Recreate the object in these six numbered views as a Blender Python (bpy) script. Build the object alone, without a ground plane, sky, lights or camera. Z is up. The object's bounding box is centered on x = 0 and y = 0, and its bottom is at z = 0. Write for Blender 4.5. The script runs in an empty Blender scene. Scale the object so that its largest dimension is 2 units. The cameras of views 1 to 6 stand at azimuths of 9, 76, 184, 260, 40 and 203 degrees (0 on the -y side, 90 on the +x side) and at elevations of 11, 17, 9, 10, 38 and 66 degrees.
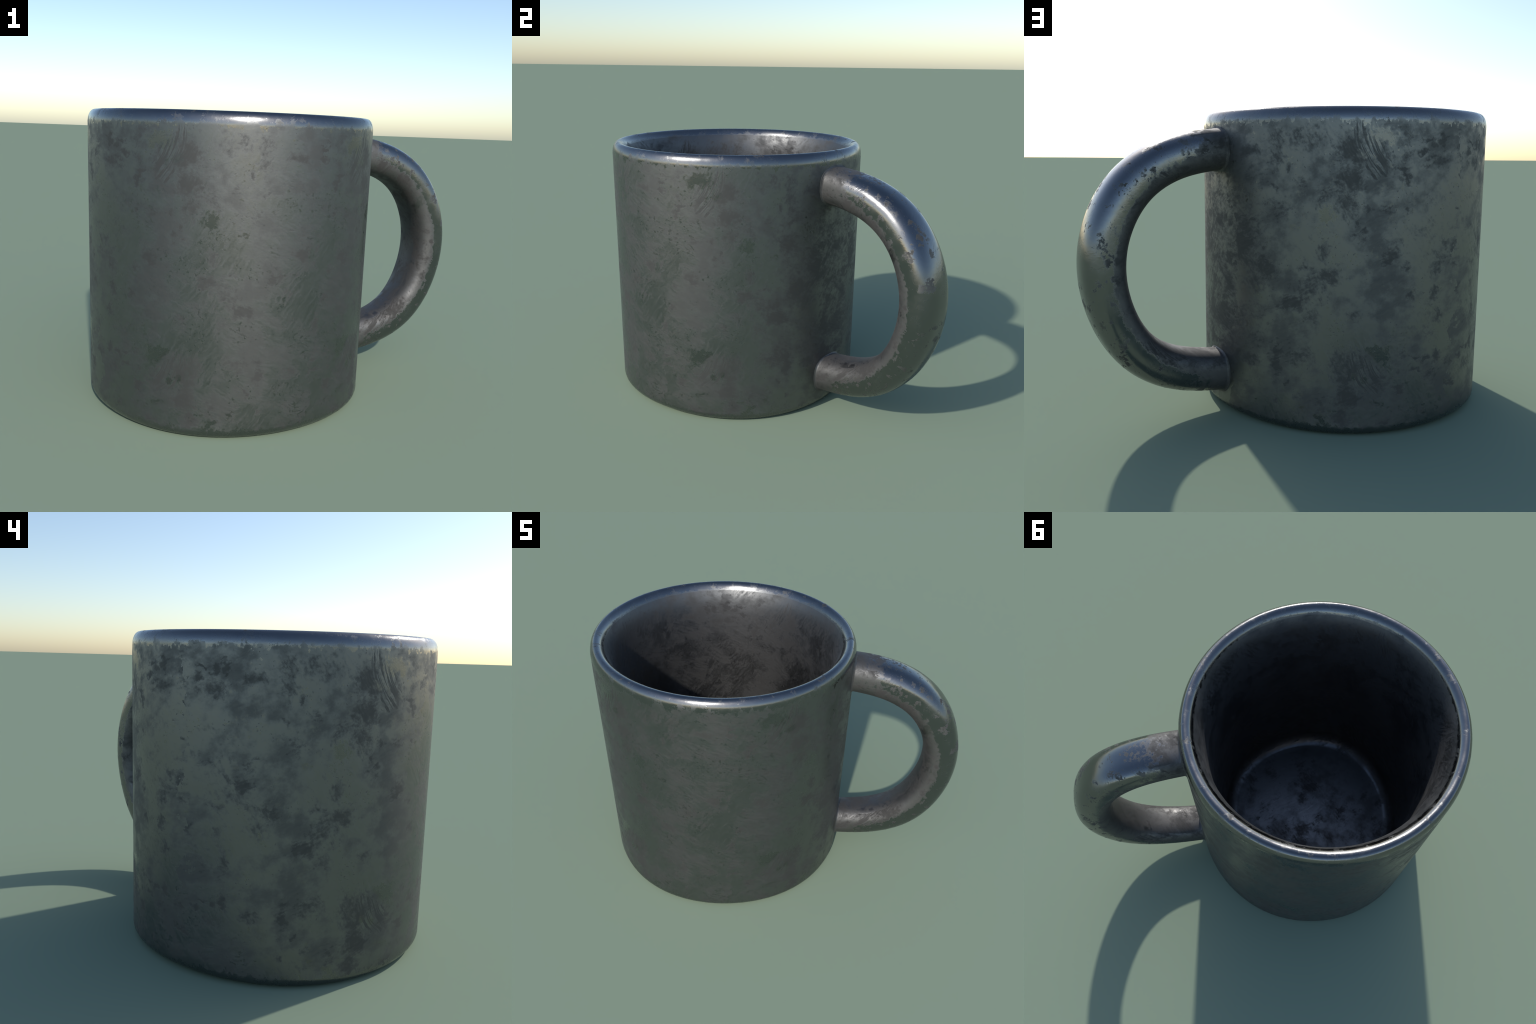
"""A worn, dark steel mug: straight cylindrical cup with a softly rounded lip and
foot, and one thick C-shaped handle set at an angle to the frame's axes."""
import math
import bpy
import bmesh
from mathutils import Vector, Matrix

# ------------------------------------------------------------------ dimensions
AX, AY = -0.2440, -0.0657          # axis of the cup
R_OUT = 0.7556                     # outer radius of the wall
R_IN = 0.690                       # inner radius of the wall
H = 1.5105                         # height of the lip
LIP_DROP = 0.062                   # how far the lip's rounding runs down the wall
FOOT_R, FOOT_Z = 0.048, 0.050      # rounding of the foot
FLOOR_Z, FLOOR_R = 0.120, 0.075    # inside floor and the rounding around it
# inner wall below the lip, thickening downwards: (radius, height)
INNER_WALL = [(0.6795, 1.4790), (0.657, 1.428), (0.641, 1.355), (0.631, 1.250), (0.623, 1.090),
              (0.615, 0.850), (0.606, 0.620), (0.597, 0.390), (0.588, 0.205)]
LIP_TOP = 0.7195                   # radius of the highest ring of the lip
SEG = 320

PHI = math.radians(33.75)          # direction of the handle, seen from above
OFF = 0.0013                       # sideways offset of the handle's plane
# centre line of the handle: (distance from the cup's axis, height)
SPINE = [(0.7000, 1.3279), (0.9661, 1.2848), (1.1935, 1.1498), (1.3237, 0.9084),
         (1.3247, 0.6326), (1.2020, 0.3775), (0.9787, 0.2380), (0.7000, 0.1932)]
HALF_THICK = [0.1009, 0.1055, 0.1035, 0.1033, 0.1045]   # in the plane of the loop
HALF_WIDTH = [0.1181, 0.1296, 0.1408, 0.1302, 0.1132]   # across it
SQUARENESS = 2.65                  # 2 would be an ellipse
WELD = 0.012                       # fillet where the handle meets the cup


# ------------------------------------------------------------------ small maths
def spline(ys, n):
    """Natural cubic spline through evenly spaced knots, n samples."""
    m = len(ys)
    rhs = [0.0] * m
    for i in range(1, m - 1):
        rhs[i] = 6 * (ys[i - 1] - 2 * ys[i] + ys[i + 1])
    c, d, k = [0.0] * m, [0.0] * m, [0.0] * m
    for i in range(1, m - 1):
        w = 4 - c[i - 1]
        c[i] = 1 / w
        d[i] = (rhs[i] - d[i - 1]) / w
    for i in range(m - 2, 0, -1):
        k[i] = d[i] - c[i] * k[i + 1]
    out = []
    for j in range(n):
        t = j * (m - 1) / (n - 1)
        i = min(int(t), m - 2)
        u = t - i
        out.append(ys[i] * (1 - u) + ys[i + 1] * u
                   + ((1 - u) ** 3 - (1 - u)) * k[i] / 6 + (u ** 3 - u) * k[i + 1] / 6)
    return out


def link(obj):
    bpy.context.scene.collection.objects.link(obj)
    return obj


# ------------------------------------------------------------------ the cup
def cup_profile():
    """(radius, height, region) from the middle of the underside over the lip to
    the middle of the floor."""
    p = []

    def arc(cr, cz, ar, az, a0, a1, n, region, skip_first=False):
        for i in range(1 if skip_first else 0, n + 1):
            a = math.radians(a0 + (a1 - a0) * i / n)
            p.append((cr + ar * math.cos(a), cz + az * math.sin(a), region))

    for r in (0.0, 0.15, 0.35, 0.55, 0.66):
        p.append((r, 0.0, "base"))
    arc(R_OUT - FOOT_R, FOOT_Z, FOOT_R, FOOT_Z, -90, 0, 14, "body")
    z0, z1 = FOOT_Z, H - LIP_DROP
    for i in range(1, 24):
        p.append((R_OUT, z0 + (z1 - z0) * i / 24, "body"))
    arc(LIP_TOP, z1, R_OUT - LIP_TOP, LIP_DROP, 0, 90, 18, "rim")
    in_r, in_z = INNER_WALL[0]
    # the inner rounding ends where it runs on into the sloping inner wall
    end = math.radians(39.5)
    ar, az = (LIP_TOP - in_r) / math.cos(end), (H - in_z) / (1 - math.sin(end))
    arc(LIP_TOP, H - az, ar, az, 90, 180 - 39.5, 14, "rim", True)
    rr, zz = spline([q[0] for q in INNER_WALL], 41), spline([q[1] for q in INNER_WALL], 41)
    for r, z in list(zip(rr, zz))[1:-1]:
        p.append((r, z, "interior"))
    foot_r, foot_z = INNER_WALL[-1]
    arc(foot_r - FLOOR_R, foot_z, FLOOR_R, foot_z - FLOOR_Z, 0, -90, 14, "interior")
    for r in (0.48, 0.35, 0.2, 0.08, 0.0):
        p.append((r, FLOOR_Z, "interior"))
    return p


def unevenness(r, z, a):
    """Foot and floor are not quite round: a little fuller along the frame's axes."""
    square = math.cos(4 * a)
    if r > R_IN and z < FOOT_Z:                       # foot
        return 0.008 * square * (1 - z / FOOT_Z)
    if 0.5 < r < 0.62 and FLOOR_Z <= z < 0.60:        # lower inner wall
        fade = 1 - (z - FLOOR_Z) / (0.60 - FLOOR_Z)
        return 0.011 * (square - 0.4) * fade * fade * min(1, (r - 0.5) / 0.05)
    return 0.0


def build_cup():
    prof = cup_profile()
    verts, rows = [], []
    for r, z, _ in prof:
        if r < 1e-6:
            rows.append([len(verts)] * SEG)
            verts.append((AX, AY, z))
        else:
            rows.append(list(range(len(verts), len(verts) + SEG)))
            for s in range(SEG):
                a = 2 * math.pi * s / SEG
                q = r + unevenness(r, z, a)
                verts.append((AX + q * math.cos(a), AY + q * math.sin(a), z))
    faces, region = [], []
    for i in range(len(prof) - 1):
        # the border of two regions lies on the first row of the later one
        name = prof[i][2] if prof[i][2] != "base" else "base"
        for s in range(SEG):
            t = (s + 1) % SEG
            f = []
            for v in (rows[i][s], rows[i][t], rows[i + 1][t], rows[i + 1][s]):
                if v not in f:
                    f.append(v)
            faces.append(f)
            region.append(name)
    # vertex normals of the whole surface, shared by all its regions
    whole = bpy.data.meshes.new("whole_cup")
    whole.from_pydata(verts, [], faces)
    whole.update()
    normals = [v.normal.copy() for v in whole.vertices]
    bpy.data.meshes.remove(whole)
    parts = {}
    for name in ("base", "body", "rim", "interior"):
        used = [f for f, g in zip(faces, region) if g == name]
        index, co, nor = {}, [], []
        for f in used:
            for v in f:
                if v not in index:
                    index[v] = len(co)
                    co.append(verts[v])
                    nor.append(normals[v])
        me = bpy.data.meshes.new(name)
        me.from_pydata(co, [], [[index[v] for v in f] for f in used])
        me.polygons.foreach_set("use_smooth", [True] * len(me.polygons))
        me.normals_split_custom_set_from_vertices([tuple(n) for n in nor])
        me.update()
        parts[name] = link(bpy.data.objects.new(name, me))
    return parts


# ------------------------------------------------------------------ the handle
def build_handle():
    n, ring = 150, 72
    ss = spline([p[0] for p in SPINE], n)
    zs = spline([p[1] for p in SPINE], n)
    thick = spline(HALF_THICK, n)
    width = spline(HALF_WIDTH, n)
    out = Vector((math.cos(PHI), math.sin(PHI), 0))
    side = Vector((-math.sin(PHI), math.cos(PHI), 0))
    up = Vector((0, 0, 1))
    origin = Vector((AX, AY, 0)) + side * OFF

    def radius(p):
        return math.hypot(p.x - AX, p.y - AY)

    def to_wall(p, r=R_OUT):
        q = p.copy()
        k = r / radius(p)
        q.x, q.y = AX + (p.x - AX) * k, AY + (p.y - AY) * k
        return q

    rings = []
    for i in range(n):
        a, b = max(i - 1, 0), min(i + 1, n - 1)
        t = Vector((ss[b] - ss[a], zs[b] - zs[a])).normalized()
        nor = out * (-t.y) + up * t.x
        c = origin + out * ss[i] + up * zs[i]
        pts = []
        for j in range(ring):
            g = 2 * math.pi * j / ring
            cg, sg = math.cos(g), math.sin(g)
            e = 2 / SQUARENESS
            x = math.copysign(abs(cg) ** e, cg) * thick[i]
            y = math.copysign(abs(sg) ** e, sg) * width[i]
            pts.append((c + nor * x + side * y, (nor * x + side * y).normalized()))
        rings.append(pts)

    # where each line along the tube leaves the wall, and the fillet it takes there
    clear = R_OUT + WELD
    first = next(i for i in range(n) if all(radius(p) > clear + 0.004 for p, _ in rings[i]))
    last = next(i for i in range(n - 1, -1, -1) if all(radius(p) > clear + 0.004 for p, _ in rings[i]))

    def wall_rings(edge, step):
        """Rings from the tube's last free ring down into the wall."""
        hits = []
        for j in range(ring):
            i = edge
            p = rings[i][j][0]
            while radius(p) > R_OUT and 0 < i < n - 1:
                q = rings[i + step][j][0]
                if radius(q) <= R_OUT:
                    f = (radius(p) - R_OUT) / (radius(p) - radius(q))
                    p = p.lerp(q, f)
                    break
                p, i = q, i + step
            hits.append((to_wall(p), rings[edge][j][0], rings[edge][j][1]))
        result = []
        steps = 9
        for k in range(steps + 1):
            a = math.pi / 2 * k / steps
            pts = []
            for hit, free, outward in hits:
                along = (free - hit).normalized()
                p = hit + along * WELD * (1 - math.sin(a)) + outward * WELD * (1 - math.cos(a))
                if k == steps:
                    p = to_wall(p, R_OUT - 0.0015)
                pts.append(p)
            result.append(pts)
        return result

    all_rings = ([[p for p in r] for r in reversed(wall_rings(first, -1))]
                 + [[p for p, _ in rings[i]] for i in range(first, last + 1)]
                 + wall_rings(last, 1))
    verts = [tuple(p) for r in all_rings for p in r]
    faces = []
    for i in range(len(all_rings) - 1):
        for j in range(ring):
            k = (j + 1) % ring
            faces.append((i * ring + j, (i + 1) * ring + j, (i + 1) * ring + k, i * ring + k))
    me = bpy.data.meshes.new("handle")
    me.from_pydata(verts, [], faces)
    me.polygons.foreach_set("use_smooth", [True] * len(me.polygons))
    bm = bmesh.new()
    bm.from_mesh(me)
    bmesh.ops.recalc_face_normals(bm, faces=bm.faces)
    bm.to_mesh(me)
    bm.free()
    me.update()
    return link(bpy.data.objects.new("handle", me))


# ------------------------------------------------------------------ the steel
# One square metre of worn steel, repeated: soft-edged dull stains
# (u, v, half width, half height, strength, tilt in degrees).
STAINS = [
    # the big swipe and the stains around it
    (0.730, 0.325, 0.055, 0.070, 1.00, 0), (0.730, 0.185, 0.050, 0.055, 1.00, 0),
    (0.742, 0.085, 0.042, 0.050, 0.85, 0), (0.853, 0.128, 0.032, 0.058, 0.55, 0),
    (0.945, 0.372, 0.066, 0.040, 0.60, 0), (0.060, 0.330, 0.028, 0.070, 0.75, 0),
    (0.952, 0.180, 0.023, 0.020, 0.65, 0), (0.672, 0.955, 0.028, 0.023, 0.75, 0),
    (0.648, 0.055, 0.024, 0.016, 0.65, 0), (0.699, 0.003, 0.010, 0.010, 0.80, 0),
    (0.567, 0.060, 0.041, 0.017, 0.55, 0), (0.473, 0.050, 0.015, 0.011, 0.65, 0),
    # paired blots
    (0.498, 0.235, 0.028, 0.014, 0.95, 10), (0.478, 0.203, 0.026, 0.013, 0.95, 20),
    # blots below the lip
    (0.307, 0.362, 0.019, 0.027, 1.00, 0), (0.352, 0.349, 0.014, 0.018, 1.00, 0),
    (0.412, 0.314, 0.021, 0.016, 1.00, 0), (0.399, 0.361, 0.028, 0.006, 0.80, 0),
    (0.345, 0.271, 0.062, 0.032, 0.60, 0), (0.198, 0.319, 0.036, 0.024, 0.80, 0),
    (0.004, 0.232, 0.009, 0.018, 0.90, 0), (0.572, 0.274, 0.040, 0.072, 0.50, 0),
    (0.478, 0.292, 0.027, 0.024, 0.50, 0), (0.491, 0.384, 0.035, 0.033, 0.45, 0),
    # middle
    (0.360, 0.102, 0.031, 0.019, 0.45, 0), (0.068, 0.141, 0.014, 0.011, 0.80, 0),
    (0.028, 0.068, 0.046, 0.052, 0.45, 0), (0.358, 0.973, 0.067, 0.039, 0.40, 0),
    (0.180, 0.997, 0.013, 0.007, 0.80, 0), (0.202, 0.958, 0.027, 0.028, 0.55, 0),
    (0.231, 0.880, 0.030, 0.029, 0.90, 0), (0.281, 0.904, 0.031, 0.010, 0.70, 25),
    (0.545, 0.880, 0.055, 0.060, 0.40, 0), (0.556, 0.840, 0.030, 0.040, 0.90, 0),
    (0.842, 0.866, 0.025, 0.033, 0.80, 0), (0.466, 0.797, 0.026, 0.024, 0.75, 0),
    (0.279, 0.831, 0.070, 0.045, 0.45, 0), (0.324, 0.784, 0.026, 0.024, 0.70, 0),
    # lower swipe
    (0.822, 0.757, 0.055, 0.026, 1.00, 20), (0.931, 0.792, 0.026, 0.015, 0.75, 0),
    (0.895, 0.700, 0.085, 0.052, 0.60, -35), (0.980, 0.630, 0.046, 0.036, 0.90, 0),
    (0.894, 0.565, 0.030, 0.023, 0.70, 0), (0.848, 0.647, 0.017, 0.024, 0.65, 0),
    (0.129, 0.771, 0.040, 0.036, 0.75, 0), (0.166, 0.713, 0.036, 0.038, 0.45, 0),
    (0.444, 0.667, 0.022, 0.026, 0.75, 0), (0.329, 0.668, 0.019, 0.026, 0.80, 0),
    (0.302, 0.551, 0.022, 0.033, 0.80, 0), (0.357, 0.526, 0.078, 0.080, 0.35, 0),
    (0.710, 0.570, 0.030, 0.020, 0.55, 0),
]
# spots rubbed smooth
BRIGHT = [
    (0.600, 0.388, 0.050, 0.038, 1.00, 0), (0.686, 0.294, 0.020, 0.020, 0.90, 0),
    (0.630, 0.284, 0.011, 0.018, 0.90, 0), (0.598, 0.162, 0.030, 0.032, 0.55, 30),
    
    (0.828, 0.033, 0.030, 0.038, 0.75, 0), (0.871, 0.084, 0.024, 0.014, 0.75, 20),
    (0.946, 0.116, 0.020, 0.013, 0.80, 0), (0.984, 0.974, 0.020, 0.010, 0.85, 0),
    (0.084, 0.811, 0.026, 0.026, 0.70, 0), (0.151, 0.672, 0.014, 0.022, 0.70, 0),
]


class Nodes:
    """Short hand for wiring a node tree."""

    def __init__(self, tree):
        self.t = tree

    def new(self, kind, **props):
        n = self.t.nodes.new(kind)
        for k, v in props.items():
            setattr(n, k, v)
        return n

    def put(self, socket, value):
        if hasattr(value, "links"):
            self.t.links.new(value, socket)
        else:
            socket.default_value = value

    def math(self, op, a, b=0.0, c=0.0, clamp=False):
        n = self.new("ShaderNodeMath", operation=op, use_clamp=clamp)
        for s, v in zip(n.inputs, (a, b, c)):
            self.put(s, v)
        return n.outputs[0]

    def vec(self, op, a, b=None, c=None, scale=None):
        n = self.new("ShaderNodeVectorMath", operation=op)
        self.put(n.inputs[0], a)
        if b is not None:
            self.put(n.inputs[1], b)
        if c is not None:
            self.put(n.inputs[2], c)
        if scale is not None:
            self.put(n.inputs["Scale"], scale)
        return n.outputs["Value"] if op in ("LENGTH", "DOT_PRODUCT") else n.outputs[0]

    def xyz(self, x, y, z):
        n = self.new("ShaderNodeCombineXYZ")
        for s, v in zip(n.inputs, (x, y, z)):
            self.put(s, v)
        return n.outputs[0]

    def split(self, v):
        n = self.new("ShaderNodeSeparateXYZ")
        self.put(n.inputs[0], v)
        return n.outputs

    def ramp(self, v, a, b, lo=0.0, hi=1.0, smooth=True):
        n = self.new("ShaderNodeMapRange", interpolation_type="SMOOTHSTEP" if smooth else "LINEAR")
        for s, x in zip(n.inputs, (v, a, b, lo, hi)):
            self.put(s, x)
        return n.outputs[0]

    def mix(self, f, a, b):
        n = self.new("ShaderNodeMix", data_type="FLOAT")
        self.put(n.inputs[0], f)
        self.put(n.inputs[2], a)
        self.put(n.inputs[3], b)
        return n.outputs[0]

    def mix_rgb(self, f, a, b):
        n = self.new("ShaderNodeMix", data_type="RGBA")
        self.put(n.inputs[0], f)
        self.put(n.inputs[6], a)
        self.put(n.inputs[7], b)
        return n.outputs[2]

    def mix_vec(self, f, a, b):
        n = self.new("ShaderNodeMix", data_type="VECTOR")
        self.put(n.inputs[0], f)
        self.put(n.inputs[4], a)
        self.put(n.inputs[5], b)
        return n.outputs[1]

    def noise(self, vec, scale, detail=4.0, rough=0.55, w=None, colour=False):
        n = self.new("ShaderNodeTexNoise", noise_dimensions="4D" if w is not None else "3D")
        self.put(n.inputs["Vector"], vec)
        if w is not None:
            self.put(n.inputs["W"], w)
        n.inputs["Scale"].default_value = scale
        n.inputs["Detail"].default_value = detail
        n.inputs["Roughness"].default_value = rough
        return n.outputs["Color" if colour else "Fac"]


def steel(kind):
    mat = bpy.data.materials.new("worn_steel_" + kind)
    mat.use_nodes = True
    tree = mat.node_tree
    tree.nodes.clear()
    N = Nodes(tree)
    out = N.new("ShaderNodeOutputMaterial")
    bsdf = N.new("ShaderNodeBsdfPrincipled")
    tree.links.new(bsdf.outputs[0], out.inputs[0])
    co = N.new("ShaderNodeTexCoord")
    pos, nor = co.outputs["Object"], co.outputs["Normal"]
    px, py, pz = N.split(pos)
    nx, ny, nz = (N.math("ABSOLUTE", c) for c in N.split(nor))

    # ---- the metre of steel is projected like a box: pick the facing plane,
    #      with a ragged changeover
    rag = N.math("MULTIPLY", N.math("SUBTRACT", N.noise(pos, 9, 4, 0.6), 0.5), 0.7)
    side = N.math("GREATER_THAN", N.math("ADD", N.math("SUBTRACT", nx, ny), rag), 0.0)
    flat = N.math("GREATER_THAN", N.math("ADD", nz, N.math("MULTIPLY", rag, 0.5)), 0.75)
    uv = N.mix_vec(flat, N.mix_vec(side, N.xyz(px, pz, 0.0), N.xyz(py, pz, 0.0)), N.xyz(px, py, 0.0))

    tau = 2 * math.pi

    def tile_noise(scale, detail=4.0, rough=0.55, shift=0.0, colour=False):
        n = N.new("ShaderNodeTexNoise", noise_dimensions="2D")
        N.put(n.inputs["Vector"], N.vec("ADD", uv, (shift, shift * 0.7, 0.0)))
        n.inputs["Scale"].default_value = scale
        n.inputs["Detail"].default_value = detail
        n.inputs["Roughness"].default_value = rough
        return n.outputs["Color" if colour else "Fac"]

    fine = tile_noise(46, 4, 0.65, 2.3)
    mid = tile_noise(13, 5, 0.62, 3.1)
    broad = tile_noise(4.2, 3, 0.5, 7.7)

    # ---- ragged outlines: push the plane about before drawing the stains
    bend = N.vec("SUBTRACT", tile_noise(12, 4, 0.65, 1.7, True), (0.5, 0.5, 0.5))
    bent = N.vec("MULTIPLY_ADD", bend, (0.09, 0.09, 0.0), uv)

    def blot(before, u0, v0, ru, rv, strength, tilt):
        # the running total rides along in z (and is scaled away), so that the
        # stains are worked out one after another and few values stay alive
        d = N.vec("SUBTRACT", bent, N.xyz(u0, v0, before))
        d = N.vec("WRAP", d, (0.5, 0.5, 2.0), (-0.5, -0.5, -2.0))
        if tilt:
            m = N.new("ShaderNodeMapping", vector_type="TEXTURE")
            N.put(m.inputs["Vector"], d)
            m.inputs["Rotation"].default_value = (0, 0, math.radians(tilt))
            m.inputs["Scale"].default_value = (ru, rv, 1e5)
            length = N.vec("LENGTH", m.outputs[0])
        else:
            length = N.vec("LENGTH", N.vec("MULTIPLY", d, (1 / ru, 1 / rv, 1e-5)))
        return N.ramp(length, 2.0, 0.3, 0.0, strength, smooth=False)

    def union(blots, before):
        total = 0.0
        for b in blots:
            total = N.math("MAXIMUM", total, blot(before, *b))
            before = total
        return total

    stain = union(STAINS, 0.0)
    bright = union(BRIGHT, stain)

    # ---- the fan of scratches beside the big swipe
    d = N.vec("WRAP", N.vec("SUBTRACT", uv, (0.640, 0.300, 0.0)), (0.5, 0.5, 1.0), (-0.5, -0.5, -1.0))
    m = N.new("ShaderNodeMapping", vector_type="TEXTURE")
    N.put(m.inputs["Vector"], N.vec("MULTIPLY_ADD", bend, (0.02, 0.02, 0.0), d))
    m.inputs["Rotation"].default_value = (0, 0, math.radians(-30))
    du, dv, _ = N.split(m.outputs[0])
    curve = N.math("MULTIPLY_ADD", N.math("MULTIPLY", dv, dv), 1.6, du)
    n = N.new("ShaderNodeTexNoise", noise_dimensions="2D")
    N.put(n.inputs["Vector"], N.xyz(N.math("MULTIPLY", curve, 75.0), N.math("MULTIPLY", dv, 3.0), 0.0))
    n.inputs["Scale"].default_value = 1.0
    n.inputs["Detail"].default_value = 1.0
    lines = N.ramp(n.outputs["Fac"], 0.44, 0.54)
    fan_len = N.vec("LENGTH", N.xyz(N.math("DIVIDE", du, 0.062), N.math("DIVIDE", dv, 0.130), 0.0))
    fan_in = N.ramp(N.math("ADD", fan_len, N.math("MULTIPLY", N.math("SUBTRACT", mid, 0.5), 1.6)), 1.15, 0.75)
    fan = N.math("MULTIPLY", lines, fan_in)

    # ---- short wiped streaks, two directions
    def streaks(angle, shift, along=11, across=85):
        m = N.new("ShaderNodeMapping", vector_type="TEXTURE")
        N.put(m.inputs["Vector"], N.vec("MULTIPLY_ADD", bend, (0.05, 0.05, 0.0), uv))
        m.inputs["Rotation"].default_value = (0, 0, math.radians(angle))
        m.inputs["Scale"].default_value = (1 / along, 1 / across, 1)
        n = N.new("ShaderNodeTexNoise", noise_dimensions="2D")
        N.put(n.inputs["Vector"], N.vec("ADD", m.outputs[0], (shift, shift, 0.0)))
        n.inputs["Scale"].default_value = 1.0
        n.inputs["Detail"].default_value = 3
        n.inputs["Roughness"].default_value = 0.6
        return n.outputs["Fac"]
    wipe_a, wipe_b = streaks(58, 0.0), streaks(-28, 5.0)
    wipe = N.mix(N.ramp(broad, 0.42, 0.58), wipe_a, wipe_b)
    scratch = N.ramp(wipe, 0.60, 0.68)
    specks = N.ramp(tile_noise(55, 2, 0.5, 9.4), 0.63, 0.69)
    speck_zone = N.ramp(tile_noise(7, 2, 0.5, 12.0), 0.48, 0.62)

    # ---- stains: soft spots broken up by grain; noise alone adds faint ones
    grit = N.math("ADD", N.math("MULTIPLY", N.math("SUBTRACT", mid, 0.5), 1.5),
                  N.math("MULTIPLY", N.math("SUBTRACT", fine, 0.5), 1.5))
    grit = N.math("ADD", grit, N.math("MULTIPLY", N.math("SUBTRACT", wipe, 0.5), 0.8))
    grit = N.math("ADD", grit, N.math("MULTIPLY", N.math("SUBTRACT", broad, 0.5), 0.7))
    field = stain
    if kind == "cup":                   # handle's dark reflection painted into the wall, plus some stain mottling
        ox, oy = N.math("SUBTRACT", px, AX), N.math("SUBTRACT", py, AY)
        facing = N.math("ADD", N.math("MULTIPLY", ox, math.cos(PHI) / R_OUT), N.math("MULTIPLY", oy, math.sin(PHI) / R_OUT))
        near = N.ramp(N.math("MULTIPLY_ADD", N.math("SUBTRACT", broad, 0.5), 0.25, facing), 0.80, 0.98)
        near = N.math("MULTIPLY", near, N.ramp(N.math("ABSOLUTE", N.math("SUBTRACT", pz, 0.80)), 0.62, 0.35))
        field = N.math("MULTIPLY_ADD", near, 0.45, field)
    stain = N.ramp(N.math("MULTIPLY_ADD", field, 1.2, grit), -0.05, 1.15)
    stain = N.math("MAXIMUM", stain, N.math("MULTIPLY", N.ramp(N.math("MULTIPLY_ADD", grit, 0.25, field), 0.15, 0.9), 0.6))
    stain = N.math("MAXIMUM", stain, N.math("MULTIPLY", fan, 0.95))
    dark_specks = N.math("MULTIPLY", N.ramp(tile_noise(70, 2, 0.5, 15.5), 0.68, 0.73), speck_zone)
    stain = N.math("MAXIMUM", stain, N.math("MULTIPLY", dark_specks, 0.7))
    cloud = N.ramp(N.math("ADD", N.math("MULTIPLY", broad, 0.55), N.math("MULTIPLY", mid, 0.45)), 0.44, 0.64)
    stain = N.math("MAXIMUM", stain, N.math("MULTIPLY", cloud, 0.7))
    if kind == "interior":              # the inner wall is only faintly scuffed, the floor is blotched
        stain = N.math("MULTIPLY", stain, N.mix(flat, 0.95, 1.0))
        bright = N.math("MULTIPLY", bright, 0.0)
        speck_zone = N.math("MULTIPLY", speck_zone, 0.3)
    rub = N.ramp(N.math("SUBTRACT", bright, N.math("MULTIPLY", grit, 0.9)), 0.32, 0.75)
    rub = N.math("MULTIPLY", rub, N.ramp(bright, 0.0, 0.3))
    rub = N.math("MAXIMUM", rub, N.math("MULTIPLY", N.math("MULTIPLY", scratch, speck_zone), 0.8))
    rub = N.math("MAXIMUM", rub, N.math("MULTIPLY", N.math("MULTIPLY", specks, speck_zone), 0.9))
    rub = N.math("MULTIPLY", rub, N.math("MULTIPLY_ADD", stain, -0.7, 1.0))
    base_rough = N.math("MULTIPLY_ADD", N.math("SUBTRACT", broad, 0.5), 0.16, 0.40 if kind != "interior" else N.mix(flat, 0.52, 0.38))
    base_rough = N.math("MULTIPLY_ADD", N.math("SUBTRACT", wipe, 0.5), 0.27, base_rough)
    base_rough = N.math("MULTIPLY_ADD", stain, 0.28, base_rough)
    base_rough = N.mix(rub, base_rough, 0.25)

    # ---- edges that hands and lips have polished, with a torn border
    tear = N.math("ADD", N.math("MULTIPLY", N.math("SUBTRACT", N.noise(pos, 30, 5, 0.7), 0.5), 0.13),
                  N.math("MULTIPLY", N.math("SUBTRACT", N.noise(pos, 6, 2, 0.5), 0.5), 0.03))
    polish = 0.0
    if kind != "handle":
        dx, dy = N.math("SUBTRACT", px, AX), N.math("SUBTRACT", py, AY)
        rad = N.math("POWER", N.math("ADD", N.math("MULTIPLY", dx, dx), N.math("MULTIPLY", dy, dy)), 0.5)
        stretched = N.vec("MULTIPLY", pos, (1.0, 1.0, 0.3))
        drip = N.math("MULTIPLY", N.math("SUBTRACT", N.noise(stretched, 34, 3, 0.6), 0.5), 0.09)
        outer = N.ramp(N.math("ADD", N.math("ADD", pz, tear), drip), H - 0.064, H - 0.054)
        inner = N.ramp(N.math("ADD", pz, N.math("MULTIPLY", tear, 0.35)), H - 0.036, H - 0.028)
        is_out = N.math("GREATER_THAN", rad, (R_IN + R_OUT) / 2)
        lip = N.mix(is_out, inner, outer)
        foot = N.math("MULTIPLY", N.ramp(N.math("ADD", pz, tear), 0.048, 0.040),
                      N.math("GREATER_THAN", rad, R_IN))
        polish = N.math("MAXIMUM", lip, N.math("MULTIPLY", foot, 0.75))
    else:
        s = N.math("ADD", N.math("MULTIPLY", N.math("SUBTRACT", px, AX), math.cos(PHI)),
                   N.math("MULTIPLY", N.math("SUBTRACT", py, AY), math.sin(PHI)))
        ex = N.math("DIVIDE", N.math("SUBTRACT", s, 0.72), 0.605)
        ez = N.math("DIVIDE", N.math("SUBTRACT", pz, 0.7585), 0.568)
        ell = N.math("POWER", N.math("ADD", N.math("MULTIPLY", ex, ex), N.math("MULTIPLY", ez, ez)), 0.5)
        outside = N.ramp(N.math("ADD", ell, N.math("MULTIPLY", tear, 1.1)), 0.980, 1.010)
        root = N.ramp(N.math("ADD", s, N.math("MULTIPLY", tear, 4.5)), 0.86, 0.96)
        polish = N.math("MULTIPLY", outside, root)
    chip = N.noise(pos, 17, 5, 0.7)
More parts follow.
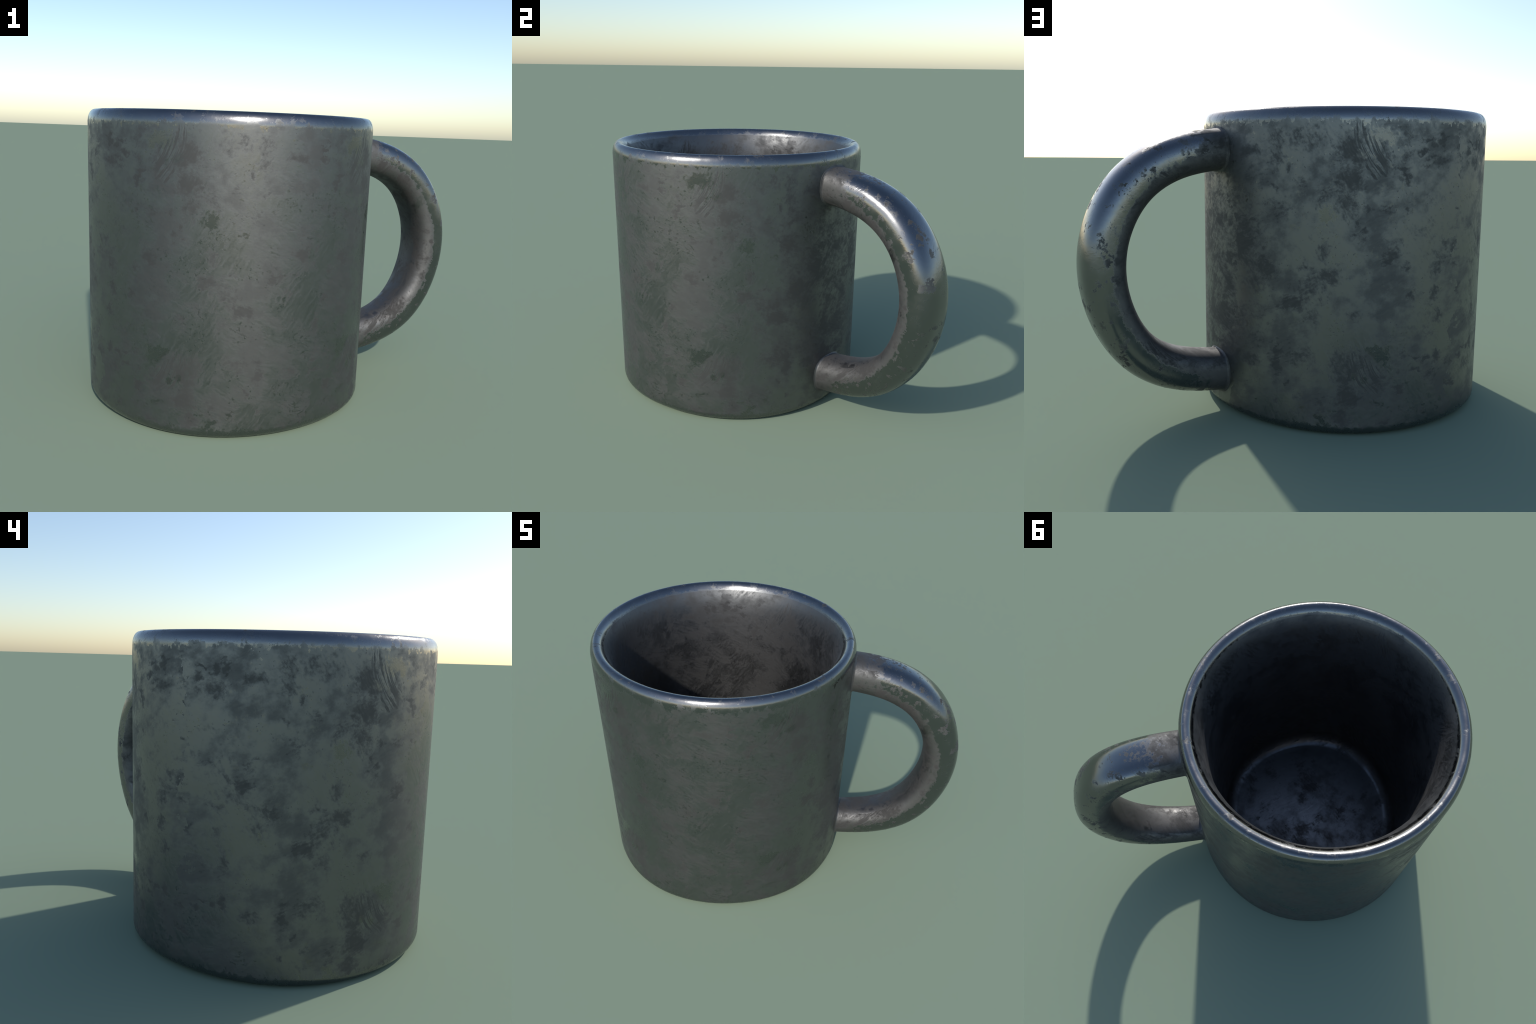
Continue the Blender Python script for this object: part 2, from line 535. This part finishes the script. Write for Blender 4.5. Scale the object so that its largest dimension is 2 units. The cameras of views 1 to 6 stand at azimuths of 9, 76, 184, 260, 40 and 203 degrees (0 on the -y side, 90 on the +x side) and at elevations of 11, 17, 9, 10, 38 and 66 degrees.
    chips = N.math("MULTIPLY", N.ramp(chip, 0.56, 0.60), N.ramp(N.noise(pos, 4.3, 2, 0.5), 0.42, 0.50))
    polish = N.math("MULTIPLY", polish, N.math("SUBTRACT", 1.0, chips))
    smear = N.math("MULTIPLY_ADD", N.ramp(N.noise(pos, 8, 4, 0.6), 0.40, 0.65), 0.10, 0.18)

    # ---- into the shader
    if kind == "handle":                # dull where no hand rubs it
        base_rough = N.math("ADD", base_rough, 0.20)
    rough = N.mix(polish, base_rough, smear)
    N.put(bsdf.inputs["Roughness"], rough)
    bsdf.inputs["Metallic"].default_value = 1.0
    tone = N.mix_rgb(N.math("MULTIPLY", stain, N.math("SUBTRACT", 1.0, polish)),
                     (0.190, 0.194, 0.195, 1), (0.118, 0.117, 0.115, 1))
    if kind == "interior":              # shade inside the cup painted in as an even darker tone
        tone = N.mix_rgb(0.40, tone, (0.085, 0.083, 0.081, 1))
    if kind == "handle":
        tone = N.mix_rgb(0.5, tone, (0.130, 0.124, 0.120, 1))
    tone = N.mix_rgb(polish, tone, (0.196, 0.199, 0.201, 1))
    N.put(bsdf.inputs["Base Color"], tone)
    bump = N.new("ShaderNodeBump")
    bump.inputs["Strength"].default_value = 0.25
    bump.inputs["Distance"].default_value = 0.002
    N.put(bump.inputs["Height"], N.math("SUBTRACT", N.math("MULTIPLY", fine, 0.5), N.math("MULTIPLY", stain, 0.5)))
    N.put(bsdf.inputs["Normal"], bump.outputs[0])
    return mat


# ------------------------------------------------------------------ assembly
def main():
    mug = link(bpy.data.objects.new("mug", None))
    mug.location = (AX, AY, 0.0)
    mug["label"] = "worn dark steel mug with a thick C-shaped handle"
    mug["category"] = "mug"
    bpy.context.view_layer.update()
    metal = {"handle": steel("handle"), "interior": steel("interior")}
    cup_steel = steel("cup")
    parts = build_cup()
    parts["handle"] = build_handle()
    for name, obj in parts.items():
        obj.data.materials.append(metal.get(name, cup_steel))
        obj.parent = mug
        obj.matrix_parent_inverse = Matrix.Translation((-AX, -AY, 0.0))


main()
